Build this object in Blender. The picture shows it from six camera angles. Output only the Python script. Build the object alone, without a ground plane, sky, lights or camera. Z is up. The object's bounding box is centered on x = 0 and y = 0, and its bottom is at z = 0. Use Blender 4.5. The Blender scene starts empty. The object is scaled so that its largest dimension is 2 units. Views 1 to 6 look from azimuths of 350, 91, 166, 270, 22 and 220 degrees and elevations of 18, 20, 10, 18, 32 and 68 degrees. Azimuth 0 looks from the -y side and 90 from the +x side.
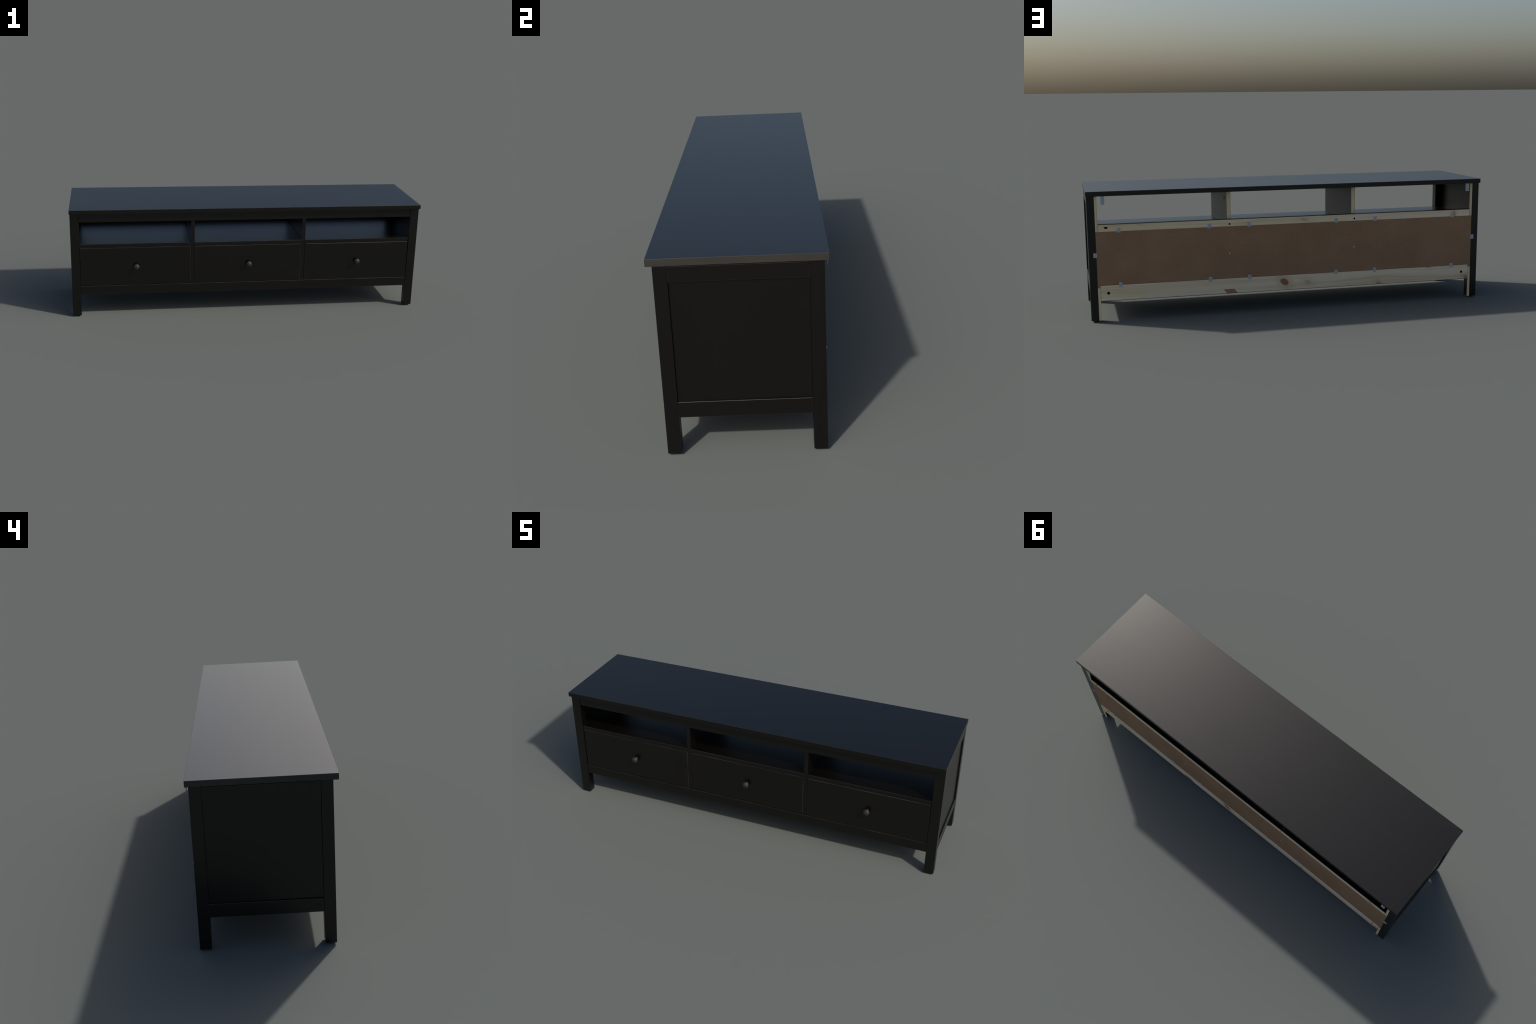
"""Low media console: black painted pine, three drawers under three open bays,
raw pine rails and brown hardboard on the rear.  Metres, z up, front faces -y."""
import bpy, bmesh, math
from mathutils import Vector, Matrix

# ------------------------------------------------------------------ sizes
TOP_X, TOP_Y0, TOP_Y1 = 1.0, -0.2525, 0.2574
TOP_Z0, TOP_Z1 = 0.6034, 0.6261
LEG_OUT, LEG_IN = 0.9972, 0.9492          # |x| of the outer / inner leg faces
LEG_FRONT = (-0.2340, -0.1930)            # y range of a front leg
LEG_BACK = (0.2032, 0.2447)               # y range of a rear leg
LEG_Z0 = 0.0045
BLACK_EDGE = 0.9615                       # rear face: paint ends, raw pine starts
SHELF_Z = (0.4035, 0.4246)
DIV = (0.3087, 0.3295)                    # |x| range of a divider
BACK = 0.2445                             # rear plane of the raw pine rails

# ------------------------------------------------------------------ node helpers
def new_material(name):
    m = bpy.data.materials.new(name)
    m.use_nodes = True
    nt = m.node_tree
    nt.nodes.clear()
    out = nt.nodes.new('ShaderNodeOutputMaterial')
    b = nt.nodes.new('ShaderNodeBsdfPrincipled')
    nt.links.new(b.outputs['BSDF'], out.inputs['Surface'])
    return m, nt, b


class Graph:
    def __init__(self, nt):
        self.nt = nt

    def put(self, sock, v):
        if isinstance(v, bpy.types.NodeSocket):
            self.nt.links.new(v, sock)
        elif v is not None:
            sock.default_value = v

    def math(self, op, a, b=None, c=None, clamp=False):
        n = self.nt.nodes.new('ShaderNodeMath')
        n.operation = op
        n.use_clamp = clamp
        for s, v in zip(n.inputs, (a, b, c)):
            self.put(s, v)
        return n.outputs[0]

    def coords(self):
        t = self.nt.nodes.new('ShaderNodeTexCoord')
        s = self.nt.nodes.new('ShaderNodeSeparateXYZ')
        self.nt.links.new(t.outputs['Object'], s.inputs[0])
        return t.outputs['Object'], s.outputs[0], s.outputs[1], s.outputs[2]

    def combine(self, x, y, z):
        n = self.nt.nodes.new('ShaderNodeCombineXYZ')
        for s, v in zip(n.inputs, (x, y, z)):
            self.put(s, v)
        return n.outputs[0]

    def noise(self, vec, scale=5.0, detail=2.0, rough=0.5):
        n = self.nt.nodes.new('ShaderNodeTexNoise')
        self.put(n.inputs['Vector'], vec)
        n.inputs['Scale'].default_value = scale
        n.inputs['Detail'].default_value = detail
        n.inputs['Roughness'].default_value = rough
        return n.outputs['Fac']

    def mapping(self, vec, scale=(1, 1, 1), loc=(0, 0, 0)):
        n = self.nt.nodes.new('ShaderNodeMapping')
        self.put(n.inputs['Vector'], vec)
        n.inputs['Scale'].default_value = scale
        n.inputs['Location'].default_value = loc
        return n.outputs[0]

    def ramp(self, fac, stops):
        n = self.nt.nodes.new('ShaderNodeValToRGB')
        e = n.color_ramp.elements
        while len(e) < len(stops):
            e.new(0.5)
        for el, (p, col) in zip(e, stops):
            el.position = p
            el.color = (*col, 1)
        self.put(n.inputs['Fac'], fac)
        return n.outputs['Color']

    def remap(self, v, a, b, c=0.0, d=1.0, smooth=False):
        n = self.nt.nodes.new('ShaderNodeMapRange')
        if smooth:
            n.interpolation_type = 'SMOOTHSTEP'
        self.put(n.inputs[0], v)
        for i, k in enumerate((a, b, c, d)):
            n.inputs[i + 1].default_value = k
        return n.outputs[0]

    def mix(self, fac, a, b, mode='MIX'):
        n = self.nt.nodes.new('ShaderNodeMix')
        n.data_type = 'RGBA'
        n.blend_type = mode
        self.put(n.inputs['Factor'], fac)
        for k, v in (('A', a), ('B', b)):
            s = [i for i in n.inputs if i.name == k and i.type == 'RGBA'][0]
            self.put(s, (*v, 1) if isinstance(v, tuple) else v)
        return [o for o in n.outputs if o.type == 'RGBA'][0]

    def bump(self, bsdf, height, strength=0.1, dist=0.001):
        n = self.nt.nodes.new('ShaderNodeBump')
        n.inputs['Strength'].default_value = strength
        n.inputs['Distance'].default_value = dist
        self.put(n.inputs['Height'], height)
        self.nt.links.new(n.outputs['Normal'], bsdf.inputs['Normal'])


def lacquer(name, base, rough, grain=(3, 60, 60), speck=0.12, spec=0.5, rvar=0.008):
    """Dark stain with a soft sheen, faint streaks along the board."""
    m, nt, b = new_material(name)
    g = Graph(nt)
    obj, x, y, z = g.coords()
    streak = g.noise(g.mapping(obj, grain), 1.0, 4.0, 0.6)
    fine = g.noise(obj, 700.0, 2.0)
    lo = tuple(c * (1 - speck) for c in base)
    hi = tuple(c * (1 + speck) for c in base)
    col = g.ramp(streak, [(0.3, lo), (0.7, hi)])
    g.put(b.inputs['Base Color'], col)
    g.put(b.inputs['Roughness'], g.remap(streak, 0.3, 0.7, rough - rvar, rough + rvar))
    b.inputs['Specular IOR Level'].default_value = spec
    h = g.math('ADD', g.math('MULTIPLY', streak, 0.5), g.math('MULTIPLY', fine, 0.5))
    g.bump(b, h, 0.012, 0.0006)
    return m


PAINT = (0.0023, 0.0016, 0.0009)
ROUGH, SPEC = 0.315, 0.5
mat_black = lacquer('black_paint', PAINT, ROUGH, (3, 60, 60), spec=SPEC)
mat_black_v = lacquer('black_paint_upright', PAINT, ROUGH, (60, 60, 3), spec=SPEC)
mat_top = lacquer('black_paint_top', PAINT, ROUGH, (2.5, 55, 55), 0.1, spec=SPEC, rvar=0.004)
mat_end = lacquer('tabletop_end_grain', (0.027, 0.0242, 0.0195), 0.55, (60, 4, 60), spec=0.5)


mat_glint_tint = lacquer('edge_glint_tint', (0.0155, 0.0134, 0.0110), 0.40, (9, 9, 9), 0.6, spec=0.5, rvar=0.06)  # black paint lightened on bevels to draw the sun's glint along the edges
GLINT_BEVELS = lambda n, a: 1 if max(abs(n.x), abs(n.y), abs(n.z)) < 0.985 else 0


def solid(name, col, rough, metallic=0.0, bump=0.0):
    m, nt, b = new_material(name)
    g = Graph(nt)
    obj, *_ = g.coords()
    n = g.noise(obj, 260.0, 3.0)
    g.put(b.inputs['Base Color'], g.ramp(n, [(0.3, tuple(c * .88 for c in col)),
                                             (0.7, tuple(min(1, c * 1.1) for c in col))]))
    b.inputs['Roughness'].default_value = rough
    b.inputs['Metallic'].default_value = metallic
    if bump:
        g.bump(b, n, bump, 0.0005)
    return m


mat_knob = solid('dark_pewter', (0.018, 0.0167, 0.0150), 0.62)
mat_steel = solid('zinc_plate', (0.41, 0.45, 0.475), 0.5)
mat_bracket = solid('pale_zinc_bracket', (0.40, 0.44, 0.43), 0.6)
mat_hole = solid('hole_dark', (0.006, 0.006, 0.009), 0.8)
mat_glide = solid('felt_glide', (0.02, 0.02, 0.02), 0.9)
mat_box = solid('drawer_box_foil', (0.03, 0.028, 0.026), 0.5)

# Raw pine.  Knots: (x, z, radius along x, radius along z, darkness, red)
LOW_KNOTS = [(0.0455, 0.1405, 0.022, 0.0185, 1.0, 1.0),
             (-0.076, 0.1330, 0.021, 0.0150, 0.45, 0.2),
             (-0.452, 0.1050, 0.015, 0.0130, 0.6, 0.5),
             (-0.7233, 0.1742, 0.012, 0.0060, 0.7, 0.4),
             (-0.9390, 0.1080, 0.017, 0.0140, 0.75, 0.7)]
TOP_KNOTS = [(-0.058, 0.4515, 0.026, 0.0120, 0.35, 0.4),
             (-0.864, 0.4470, 0.012, 0.0200, 0.6, 0.6),
             (0.7493, 0.4590, 0.008, 0.0020, 0.5, 0.1)]


def pine(name, knots, across='z', z_mid=0.136, joints=(), plug=None):
    m, nt, b = new_material(name)
    g = Graph(nt)
    obj, x, y, z = g.coords()
    if across == 'z':
        along, cross = x, z
    else:                                   # upright board: grain runs in z
        along, cross = z, x
    # low wander of the grain
    wander = g.noise(g.combine(g.math('MULTIPLY', along, 2.2), 0.0, g.math('MULTIPLY', cross, 5.0)), 1.0, 2.0)
    line = g.math('MULTIPLY_ADD', g.math('SUBTRACT', wander, 0.5), 0.05, cross)
    core_total = halo_total = red_total = None
    for kx, kz, rx, rz, dark, red in knots:
        dx = g.math('DIVIDE', g.math('SUBTRACT', x, kx), rx)
        dz = g.math('DIVIDE', g.math('SUBTRACT', z, kz), rz)
        # slanted ellipse, edges broken up with noise
        dx = g.math('MULTIPLY_ADD', dz, -0.35, dx)
        d2 = g.math('ADD', g.math('MULTIPLY', dx, dx), g.math('MULTIPLY', dz, dz))
        wob = g.noise(obj, 60.0, 2.0)
        d = g.math('ADD', g.math('SQRT', d2), g.math('MULTIPLY', g.math('SUBTRACT', wob, 0.5), 0.35))
        core = g.math('MULTIPLY', g.remap(d, 1.1, 0.75 if red > .9 else 0.25, 0, 1, True), dark)
        halo = g.math('MULTIPLY', g.remap(d, 3.0, 0.7, 0, 1, True), dark)
        rc = g.math('MULTIPLY', core, red)
        # grain lines are pushed aside by the knot
        fall = g.math('POWER', 2.718, g.math('MULTIPLY', d2, -0.22))
        line = g.math('SUBTRACT', line, g.math('MULTIPLY', g.math('MULTIPLY', g.math('SUBTRACT', z, kz), fall), 0.7 * dark))
        core_total = core if core_total is None else g.math('MAXIMUM', core_total, core)
        halo_total = halo if halo_total is None else g.math('MAXIMUM', halo_total, halo)
        red_total = rc if red_total is None else g.math('MAXIMUM', red_total, rc)
    # finger joints: lamellas with their own tint
    tint = None
    vec = g.combine(g.math('MULTIPLY', along, 1.3), 0.0, g.math('MULTIPLY', line, 190.0))
    grain = g.noise(vec, 1.0, 3.0, 0.55)
    vec2 = g.combine(g.math('MULTIPLY', along, 0.9), 3.0, g.math('MULTIPLY', line, 38.0))
    broad = g.noise(vec2, 1.0, 2.0, 0.5)
    col = g.ramp(g.math('ADD', g.math('MULTIPLY', grain, 0.45), g.math('MULTIPLY', broad, 0.55)),
                 [(0.33, (0.69, 0.475, 0.30)), (0.5, (0.83, 0.652, 0.455)), (0.66, (0.88, 0.725, 0.54))])
    for jx, shift in joints:
        side = g.math('GREATER_THAN', along, jx)
        # zigzag edge of the joint
        col = g.mix(g.math('MULTIPLY', side, 1.0), col, g.mix(1.0, col, shift, 'MULTIPLY'))
    if core_total is not None:
        col = g.mix(g.math('MULTIPLY', halo_total, 0.45), col, (0.50, 0.33, 0.19))
        col = g.mix(core_total, col, (0.50, 0.245, 0.140))
        rings = g.noise(obj, 150.0, 3.0)
        col = g.mix(g.math('MULTIPLY', red_total, g.remap(rings, 0.35, 0.65, 0.5, 1.0)), col, (0.29, 0.105, 0.066))
    if plug:
        # slanted repair patch of red heartwood at the lower edge
        x0, x1, z1, lean = plug
        xs = g.math('MULTIPLY_ADD', g.math('SUBTRACT', z1, z), lean, x)
        inside = g.math('MULTIPLY', g.math('GREATER_THAN', xs, x0), g.math('LESS_THAN', xs, x1))
        inside = g.math('MULTIPLY', inside, g.math('LESS_THAN', z, z1))
        diag = g.noise(g.mapping(obj, (260, 1, 120)), 1.0, 3.0)
        pc = g.ramp(diag, [(0.3, (0.32, 0.15, 0.085)), (0.7, (0.44, 0.235, 0.14))])
        col = g.mix(inside, col, pc)
    g.put(b.inputs['Base Color'], col)
    b.inputs['Roughness'].default_value = 0.62
    b.inputs['Specular IOR Level'].default_value = 0.3
    g.bump(b, grain, 0.08, 0.0006)
    return m


mat_pine_low = pine('raw_pine_lower', LOW_KNOTS, joints=[(0.735, (0.98, 1.0, 0.93)), (-0.845, (0.98, 0.99, 0.97))],
                    plug=(0.3012, 0.3545, 0.1212, 0.78))
mat_pine_top = pine('raw_pine_upper', TOP_KNOTS, joints=[(0.66, (1.0, 0.94, 0.90)), (-0.28, (0.97, 0.99, 0.92)),
                                                         (-0.885, (1.0, 0.98, 0.95))])
mat_pine_up = pine('raw_pine_upright', [], across='x', joints=[(0.0, (0.98, 0.96, 0.80))])


def hardboard(name):
    m, nt, b = new_material(name)
    g = Graph(nt)
    obj, *_ = g.coords()
    a = g.noise(obj, 420.0, 3.0, 0.65)
    c = g.noise(obj, 90.0, 3.0, 0.6)
    l = g.noise(g.mapping(obj, (7, 1, 7)), 1.0, 3.0)
    mixf = g.math('ADD', g.math('ADD', g.math('MULTIPLY', a, 0.5), g.math('MULTIPLY', c, 0.2)), g.math('MULTIPLY', l, 0.3))
    col = g.ramp(mixf, [(0.30, (0.240, 0.133, 0.070)), (0.5, (0.330, 0.190, 0.107)), (0.70, (0.415, 0.252, 0.150))])
    g.put(b.inputs['Base Color'], col)
    b.inputs['Roughness'].default_value = 0.75
    b.inputs['Specular IOR Level'].default_value = 0.2
    g.bump(b, a, 0.2, 0.0006)
    return m


mat_board = hardboard('brown_hardboard')

# ------------------------------------------------------------------ geometry helpers
COL = bpy.context.scene.collection


def finish(obj, smooth_angle=35):
    me = obj.data
    for p in me.polygons:
        p.use_smooth = True
    me.set_sharp_from_angle(angle=math.radians(smooth_angle))
    return obj


def flatten_normals(obj):
    """Broad faces keep their own flat normal; only the narrow bevels blend."""
    md = obj.modifiers.new('weighted', 'WEIGHTED_NORMAL')
    md.mode = 'FACE_AREA'
    md.weight = 100
    md.thresh = 0.01
    md.keep_sharp = True
    bpy.context.view_layer.update()
    dg = bpy.context.evaluated_depsgraph_get()
    me = bpy.data.meshes.new_from_object(obj.evaluated_get(dg))
    obj.modifiers.clear()
    old = obj.data
    obj.data = me
    bpy.data.meshes.remove(old)
    me.name = obj.name


def mesh_object(name, bm, mats, parent, smooth=True):
    bmesh.ops.recalc_face_normals(bm, faces=bm.faces[:])
    me = bpy.data.meshes.new(name)
    bm.to_mesh(me)
    bm.free()
    for m in mats:
        me.materials.append(m)
    o = bpy.data.objects.new(name, me)
    COL.objects.link(o)
    if parent is not None:
        o.parent = parent
    if smooth:
        finish(o)
        flatten_normals(o)
    return o


def add_box(bm, x0, x1, y0, y1, z0, z1, bevel=0.0, seg=2):
    x0, x1 = min(x0, x1), max(x0, x1)
    r = bmesh.ops.create_cube(bm, size=1.0)
    vs = r['verts']
    for v in vs:
        v.co = Vector(((x0 + x1) / 2 + v.co.x * (x1 - x0),
                       (y0 + y1) / 2 + v.co.y * (y1 - y0),
                       (z0 + z1) / 2 + v.co.z * (z1 - z0)))
    if bevel:
        es = list({e for v in vs for e in v.link_edges})
        bmesh.ops.bevel(bm, geom=es, offset=bevel, segments=seg, profile=0.5, affect='EDGES')


def box(name, x0, x1, y0, y1, z0, z1, mats, parent, bevel=0.0012, seg=2, face_mat=None):
    bm = bmesh.new()
    add_box(bm, x0, x1, y0, y1, z0, z1, bevel, seg)
    if face_mat:
        bm.normal_update()
        for f in bm.faces:
            f.material_index = face_mat(f.normal, f.calc_area())
    return mesh_object(name, bm, mats if isinstance(mats, list) else [mats], parent)


def prism(name, outline, z0, z1, mats, parent, bevel=0.0, plane='xy', face_mat=None):
    """Extrude a closed outline along z (plane 'xy') or along y (plane 'xz')."""
    bm = bmesh.new()
    def pt(a, b, c):
        return (a, b, c) if plane == 'xy' else (a, c, b)
    lo = [bm.verts.new(pt(a, b, z0)) for a, b in outline]
    hi = [bm.verts.new(pt(a, b, z1)) for a, b in outline]
    bm.faces.new(lo)
    bm.faces.new(hi[::-1])
    n = len(outline)
    for i in range(n):
        bm.faces.new((lo[i], lo[(i + 1) % n], hi[(i + 1) % n], hi[i]))
    bmesh.ops.recalc_face_normals(bm, faces=bm.faces[:])
    if bevel:
        bmesh.ops.bevel(bm, geom=bm.edges[:], offset=bevel, segments=2, profile=0.5, affect='EDGES')
    if face_mat:
        bm.normal_update()
        for f in bm.faces:
            f.material_index = face_mat(f.normal, f.calc_area())
    return mesh_object(name, bm, mats if isinstance(mats, list) else [mats], parent)


def lathe(name, profile, seg, axis_to, mats, parent, angle=40):
    """Turn a profile of (radius, height) about z, then carry it with a matrix."""
    bm = bmesh.new()
    rings = []
    for r, h in profile:
        if r < 1e-6:
            rings.append([bm.verts.new((0, 0, h))])
        else:
            rings.append([bm.verts.new((r * math.cos(2 * math.pi * i / seg), r * math.sin(2 * math.pi * i / seg), h)) for i in range(seg)])
    for a, b in zip(rings, rings[1:]):
        for i in range(seg):
            j = (i + 1) % seg
            if len(a) == 1 and len(b) == 1:
                continue
            if len(a) == 1:
                bm.faces.new((a[0], b[i], b[j]))
            elif len(b) == 1:
                bm.faces.new((a[i], a[j], b[0]))
            else:
                bm.faces.new((a[i], a[j], b[j], b[i]))
    bm.transform(axis_to)
    o = mesh_object(name, bm, mats if isinstance(mats, list) else [mats], parent, smooth=False)
    return finish(o, angle)


def drill(obj, x, z, radius, depth=0.012, y=BACK, tilt=None):
    """Bore a round dark hole into the rear face of a rail."""
    bm = bmesh.new()
    bmesh.ops.create_cone(bm, cap_ends=True, segments=24, radius1=radius, radius2=radius, depth=depth * 2,
                          matrix=Matrix.Translation((x, y, z)) @ Matrix.Rotation(math.pi / 2, 4, 'X'))
    me = bpy.data.meshes.new('drill')
    bm.to_mesh(me)
    bm.free()
    me.materials.append(mat_hole)
    c = bpy.data.objects.new('drill', me)
    COL.objects.link(c)
    md = obj.modifiers.new('hole', 'BOOLEAN')
    md.operation = 'DIFFERENCE'
    md.solver = 'EXACT'
    md.object = c
    md.material_mode = 'TRANSFER'
    return c


def apply_modifiers(obj, helpers):
    dg = bpy.context.evaluated_depsgraph_get()
    me = bpy.data.meshes.new_from_object(obj.evaluated_get(dg))
    obj.modifiers.clear()
    old = obj.data
    obj.data = me
    me.name = old.name
    for h in helpers:
        bpy.data.objects.remove(h, do_unlink=True)
    finish(obj)
    flatten_normals(obj)


# ------------------------------------------------------------------ the console
console = bpy.data.objects.new('media_console', None)
COL.objects.link(console)
console["label"] = "long low black wooden media console with three drawers and pine back"
console["category"] = "tv bench"

# tabletop: ends show a paler, browner grain than the painted long edges
box('tabletop', -TOP_X, TOP_X, TOP_Y0, TOP_Y1, TOP_Z0, TOP_Z1, [mat_top, mat_end, mat_black, mat_glint_tint], console, 0.0011, 3,
    face_mat=lambda n, a: 1 if abs(n.x) > 0.95 else (0 if n.z > 0.985 else (3 if n.z > 0.2 else 2)))

# legs
for s in (-1, 1):
    leg = box('leg', s * LEG_IN, s * LEG_OUT, *LEG_FRONT, LEG_Z0, TOP_Z0 - 0.0005, mat_black_v, console, 0.0014)
    y0, y1 = LEG_BACK
    back_leg = prism('leg', [(s * LEG_IN, y0), (s * LEG_OUT, y0), (s * LEG_OUT, y1), (s * BLACK_EDGE, y1),
                             (s * BLACK_EDGE, y1 - 0.004), (s * LEG_IN, y1 - 0.004)],
                     LEG_Z0, TOP_Z0 - 0.0005, mat_black_v, console, 0.0010)
    # unpainted strip along the rear inner edge, interrupted by the hardboard
    for z0, z1 in ((LEG_Z0 + 0.0002, 0.1630), (0.4335, TOP_Z0 - 0.001)):
        box('raw_edge_strip', s * LEG_IN, s * (BLACK_EDGE - 0.0002), y1 - 0.0040, BACK, z0, z1, mat_pine_up, back_leg, 0.0004, 1)
    for part, (ya, yb) in ((leg, LEG_FRONT), (back_leg, LEG_BACK)):
        cx, cy = s * (LEG_IN + LEG_OUT) / 2, (ya + yb) / 2
        lathe('foot_glide', [(0, 0), (0.0125, 0), (0.014, 0.0012), (0.014, 0.0048), (0, 0.0048)], 20,
              Matrix.Translation((cx, cy, 0)), mat_glide, part)

# sides: two rails with a thin panel set back between them
for s in (-1, 1):
    ya, yb = LEG_FRONT[1] + 0.0002, LEG_BACK[0] - 0.0002
    box('side_rail', s * 0.9790, s * 0.9965, ya, yb, 0.5537, 0.6014, [mat_black, mat_glint_tint], console, 0.0016, 3, GLINT_BEVELS)
    box('side_rail', s * 0.9790, s * 0.9965, ya, yb, 0.1258, 0.1766, [mat_black, mat_glint_tint], console, 0.0016, 3, GLINT_BEVELS)
    box('side_panel', s * 0.9845, s * 0.9902, ya, yb, 0.1767, 0.5526, mat_black_v, console, 0.0006)

# front frame
box('front_rail', -LEG_IN + 0.0006, LEG_IN - 0.0006, -0.2322, -0.2120, 0.5522, 0.6026, mat_black, console, 0.0012)
box('front_rail', -LEG_IN + 0.0006, LEG_IN - 0.0006, -0.2322, -0.2120, 0.1278, 0.1796, [mat_black, mat_glint_tint], console, 0.0016, 3, GLINT_BEVELS)

# dividers between the bays; their rear edges are raw pine
for s in (-1, 1):
    d = box('divider', s * DIV[0], s * DIV[1], -0.2284, 0.2222, 0.1800, TOP_Z0 - 0.0008, [mat_black_v, mat_pine_up], console,
            0.0010, 2, face_mat=lambda n, a: 1 if n.y > 0.95 else 0)
    if s > 0:
        # small bored cable hole near the rear on the outward side
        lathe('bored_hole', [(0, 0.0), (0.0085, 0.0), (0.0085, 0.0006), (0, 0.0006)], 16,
              Matrix.Translation((DIV[1], 0.1648, 0.5662)) @ Matrix.Rotation(math.pi / 2, 4, 'Y'), mat_hole, d)

# shelf boards of the three open bays; the outer ones run out to the side panels
box('shelf', -DIV[0] + 0.0003, DIV[0] - 0.0003, -0.2303, 0.2225, *SHELF_Z, [mat_black, mat_glint_tint], console, 0.0014, 3, GLINT_BEVELS)
for s in (-1, 1):
    xi, xl, xo = s * (DIV[1] + 0.0003), s * (LEG_IN - 0.0005), s * 0.9842
    ya, yb = LEG_FRONT[1] + 0.0008, LEG_BACK[0] - 0.0008
    prism('shelf', [(xi, -0.2303), (xl, -0.2303), (xl, ya), (xo, ya), (xo, yb), (xl, yb), (xl, 0.2225), (xi, 0.2225)],
          *SHELF_Z, [mat_black, mat_glint_tint], console, 0.0014, face_mat=GLINT_BEVELS)

# drawers
KNOB = [(0, 0), (0.0095, 0), (0.0095, 0.0012), (0.0078, 0.0035), (0.0068, 0.0070), (0.0076, 0.0102), (0.0115, 0.0128),
        (0.0150, 0.0144), (0.0166, 0.0166), (0.0165, 0.0196), (0.0150, 0.0232), (0.0112, 0.0261), (0.0058, 0.0278), (0, 0.0283)]
for xa, xb, yf in ((-0.9480, -0.3304, -0.2296), (-0.3078, 0.3079, -0.2296), (0.3305, 0.9474, -0.2312)):
    front = box('drawer', xa, xb, yf, yf + 0.0195, 0.1808, 0.4020, [mat_black, mat_glint_tint], console, 0.0026, 4, GLINT_BEVELS)
    cx = (xa + xb) / 2 + 0.0018
    lathe('knob', KNOB, 28, Matrix.Translation((cx, yf, 0.2912)) @ Matrix.Rotation(math.pi / 2, 4, 'X'), mat_knob, front, 50)
    bm = bmesh.new()
    add_box(bm, xa + 0.016, xa + 0.029, yf + 0.0198, 0.1800, 0.1900, 0.3700)
    add_box(bm, xb - 0.029, xb - 0.016, yf + 0.0198, 0.1800, 0.1900, 0.3700)
    add_box(bm, xa + 0.0292, xb - 0.0292, 0.1660, 0.1795, 0.1900, 0.3700)
    add_box(bm, xa + 0.0292, xb - 0.0292, yf + 0.0198, 0.1658, 0.1950, 0.1990)
    mesh_object('drawer_box', bm, [mat_box], front)

# rear: painted rails whose rear faces are raw pine
raw_back = lambda n, a: 1 if n.y > 0.95 else 0
upper = box('back_rail', -0.9482, 0.9482, 0.2228, BACK, 0.4332, 0.4672, [mat_black, mat_pine_top], console, 0.0005, 2, raw_back)
lower = box('back_rail', -0.9482, 0.9482, 0.2228, BACK, 0.1003, 0.1747, [mat_black, mat_pine_low], console, 0.0005, 2, raw_back)
hs = [drill(upper, 0.3197, 0.4452, 0.0047), drill(upper, -0.3198, 0.4453, 0.0047), drill(upper, 0.9120, 0.4553, 0.0088)]
bpy.context.view_layer.update()
apply_modifiers(upper, hs)
hs = [drill(lower, 0.9120, 0.1370, 0.0072), drill(lower, -0.9118, 0.1378, 0.0066)]
bpy.context.view_layer.update()
apply_modifiers(lower, hs)
box('rail_tongue', -0.9480, 0.9480, 0.2229, 0.2408, 0.4040, 0.4331, mat_black, upper, 0.0)
# thin black strips along the long edges, seen as lines from behind
box('black_edge_strip', -0.9482, 0.9482, 0.2228, BACK - 0.0002, 0.4673, 0.4692, mat_black, upper, 0.0005, 1)
box('black_edge_strip', -0.9482, 0.9482, 0.2228, BACK - 0.0002, 0.0985, 0.1002, mat_black, lower, 0.0005, 1)
# raw plug that covers the upper half of one bore, and a short split in the wood
prism('bore_plug', [(0.9120 + 0.0087 * math.cos(math.radians(a)), 0.4566 + 0.0076 * math.sin(math.radians(a))) for a in range(0, 181, 15)],
      BACK - 0.009, BACK - 0.0003, mat_pine_top, upper, 0.0, 'xz')
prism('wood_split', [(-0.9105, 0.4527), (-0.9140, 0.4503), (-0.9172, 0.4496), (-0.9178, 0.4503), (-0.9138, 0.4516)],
      BACK - 0.003, BACK + 0.0003, mat_hole, upper, 0.0, 'xz')
prism('wood_split', [(-0.9462, 0.1206), (-0.9481, 0.1210), (-0.9482, 0.1176), (-0.9476, 0.1180)],
      BACK - 0.003, BACK + 0.0003, mat_hole, lower, 0.0, 'xz')

# hardboard, let into the rebate of the legs, with small tabs at the lower corners
BX, BI = BLACK_EDGE - 0.0003, LEG_IN + 0.0003
board = prism('back_panel', [(-BX, 0.1634), (-BI, 0.1634), (-BI, 0.1750), (BI, 0.1750), (BI, 0.1634), (BX, 0.1634), (BX, 0.4329), (-BX, 0.4329)],
              0.2411, 0.2438, mat_board, console, 0.0, 'xz')

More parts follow.
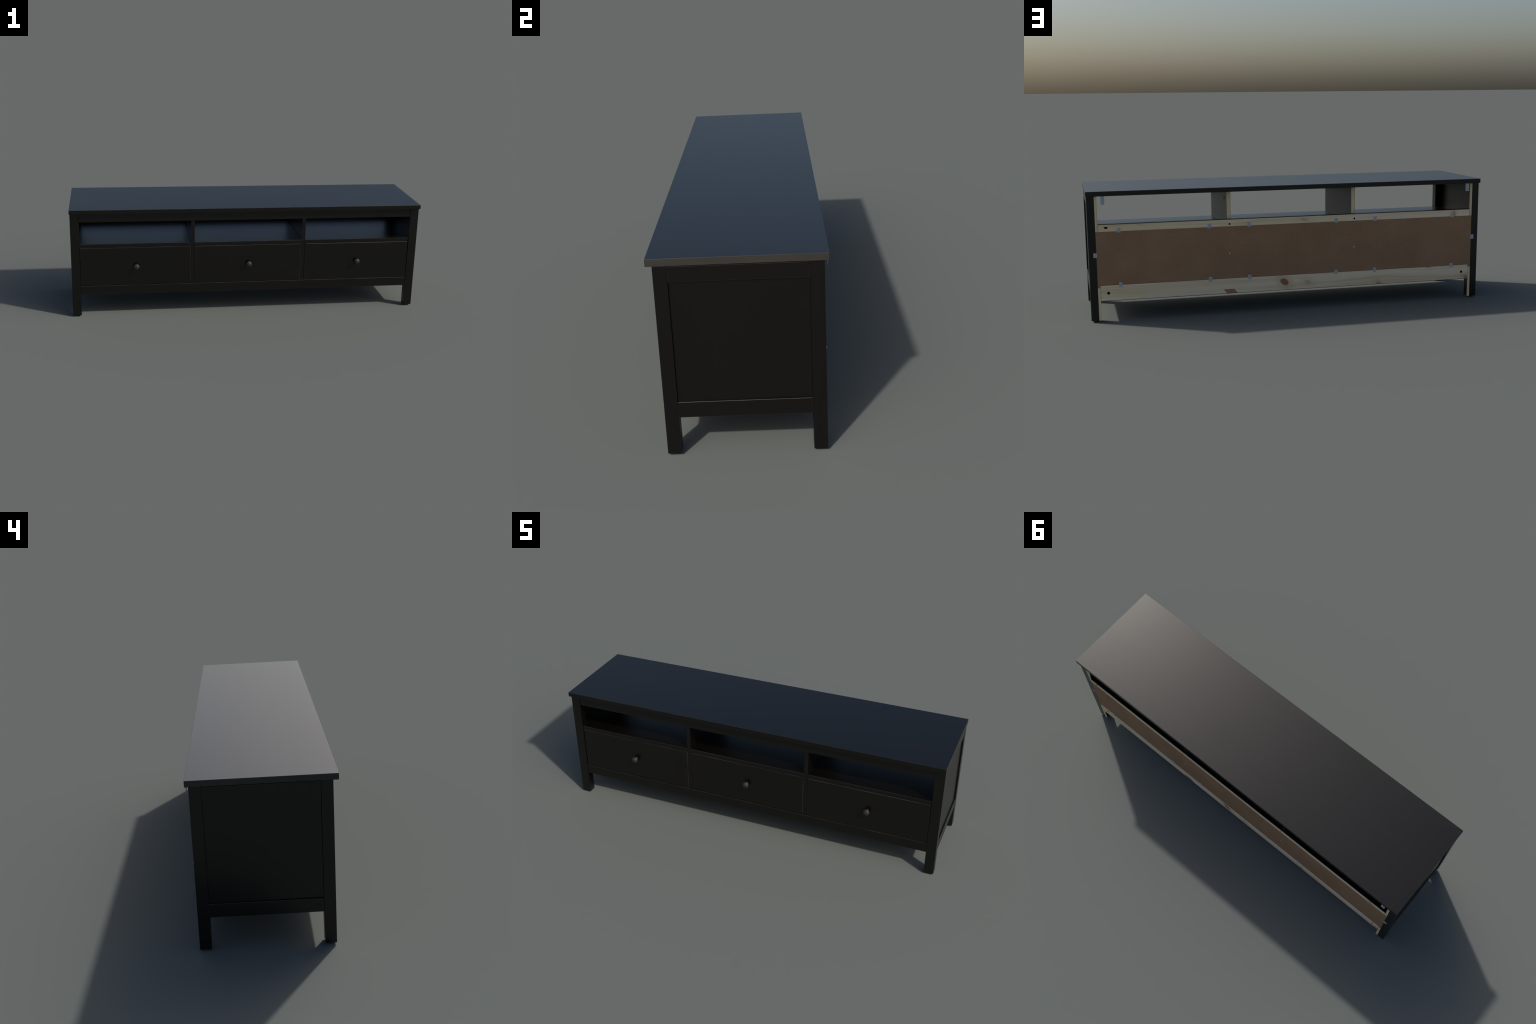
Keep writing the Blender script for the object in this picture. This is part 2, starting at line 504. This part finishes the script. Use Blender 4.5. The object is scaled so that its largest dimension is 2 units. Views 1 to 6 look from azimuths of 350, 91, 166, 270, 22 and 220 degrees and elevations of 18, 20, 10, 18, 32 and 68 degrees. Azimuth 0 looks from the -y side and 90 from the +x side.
# metal clips that hold the hardboard: plate with a raised screw boss
def clip_mesh():
    bm = bmesh.new()
    add_box(bm, -0.0087, 0.0087, 0.0, 0.0011, -0.0114, 0.0114, 0.0003, 1)
    bmesh.ops.create_uvsphere(bm, u_segments=14, v_segments=8, radius=0.0042,
                              matrix=Matrix.Translation((0, 0.0010, 0)) @ Matrix.Diagonal((1, 0.62, 0.9, 1)))
    add_box(bm, -0.0030, 0.0030, 0.0008, 0.0016, -0.0062, -0.0042)
    o = mesh_object('panel_clip', bm, [mat_steel], console)
    return o

clip = clip_mesh()
spots = [(x, 0.4398, BACK) for x in (0.8530, 0.4190, 0.2227, -0.2240, -0.4298, -0.8525)]
spots += [(x, 0.1763, BACK) for x in (0.8535, 0.4188, 0.2229, -0.2240, -0.4303, -0.8527)]
spots += [(0.9668, 0.3224, LEG_BACK[1]), (-0.9669, 0.3222, LEG_BACK[1])]
for i, (x, z, y) in enumerate(spots):
    c = clip if i == 0 else clip.copy()
    if i:
        COL.objects.link(c)
        c.parent = console
    c.location = (x, y + 0.0001, z)
    c.rotation_euler = (0, math.radians((i * 37 % 7 - 3) * 0.6), 0)

# two nails through the hardboard into the dividers
for x in (0.3203, -0.3190):
    lathe('nail', [(0, -0.003), (0.0045, -0.001), (0.0045, 0.0004), (0.0032, 0.0016), (0, 0.0020)], 14,
          Matrix.Translation((x, 0.2438, 0.2997)) @ Matrix.Rotation(-math.pi / 2, 4, 'X'), mat_steel, board)

# wall brackets under the rear edge of the top: flat flange plus hanging tab
for xa, xb in ((0.9137, 0.9315), (-0.9375, -0.9180)):
    bm = bmesh.new()
    add_box(bm, xa, xb, 0.2100, 0.2568, TOP_Z0 - 0.0017, TOP_Z0 - 0.0002)
    add_box(bm, xa, xb, 0.2553, 0.2568, 0.5640, TOP_Z0 - 0.0019)
    bmesh.ops.create_cone(bm, cap_ends=True, segments=16, radius1=0.0028, radius2=0.0022, depth=0.0012,
                          matrix=Matrix.Translation(((xa + xb) / 2, 0.2572, 0.5715)) @ Matrix.Rotation(-math.pi / 2, 4, 'X'))
    mesh_object('wall_bracket', bm, [mat_bracket], console)
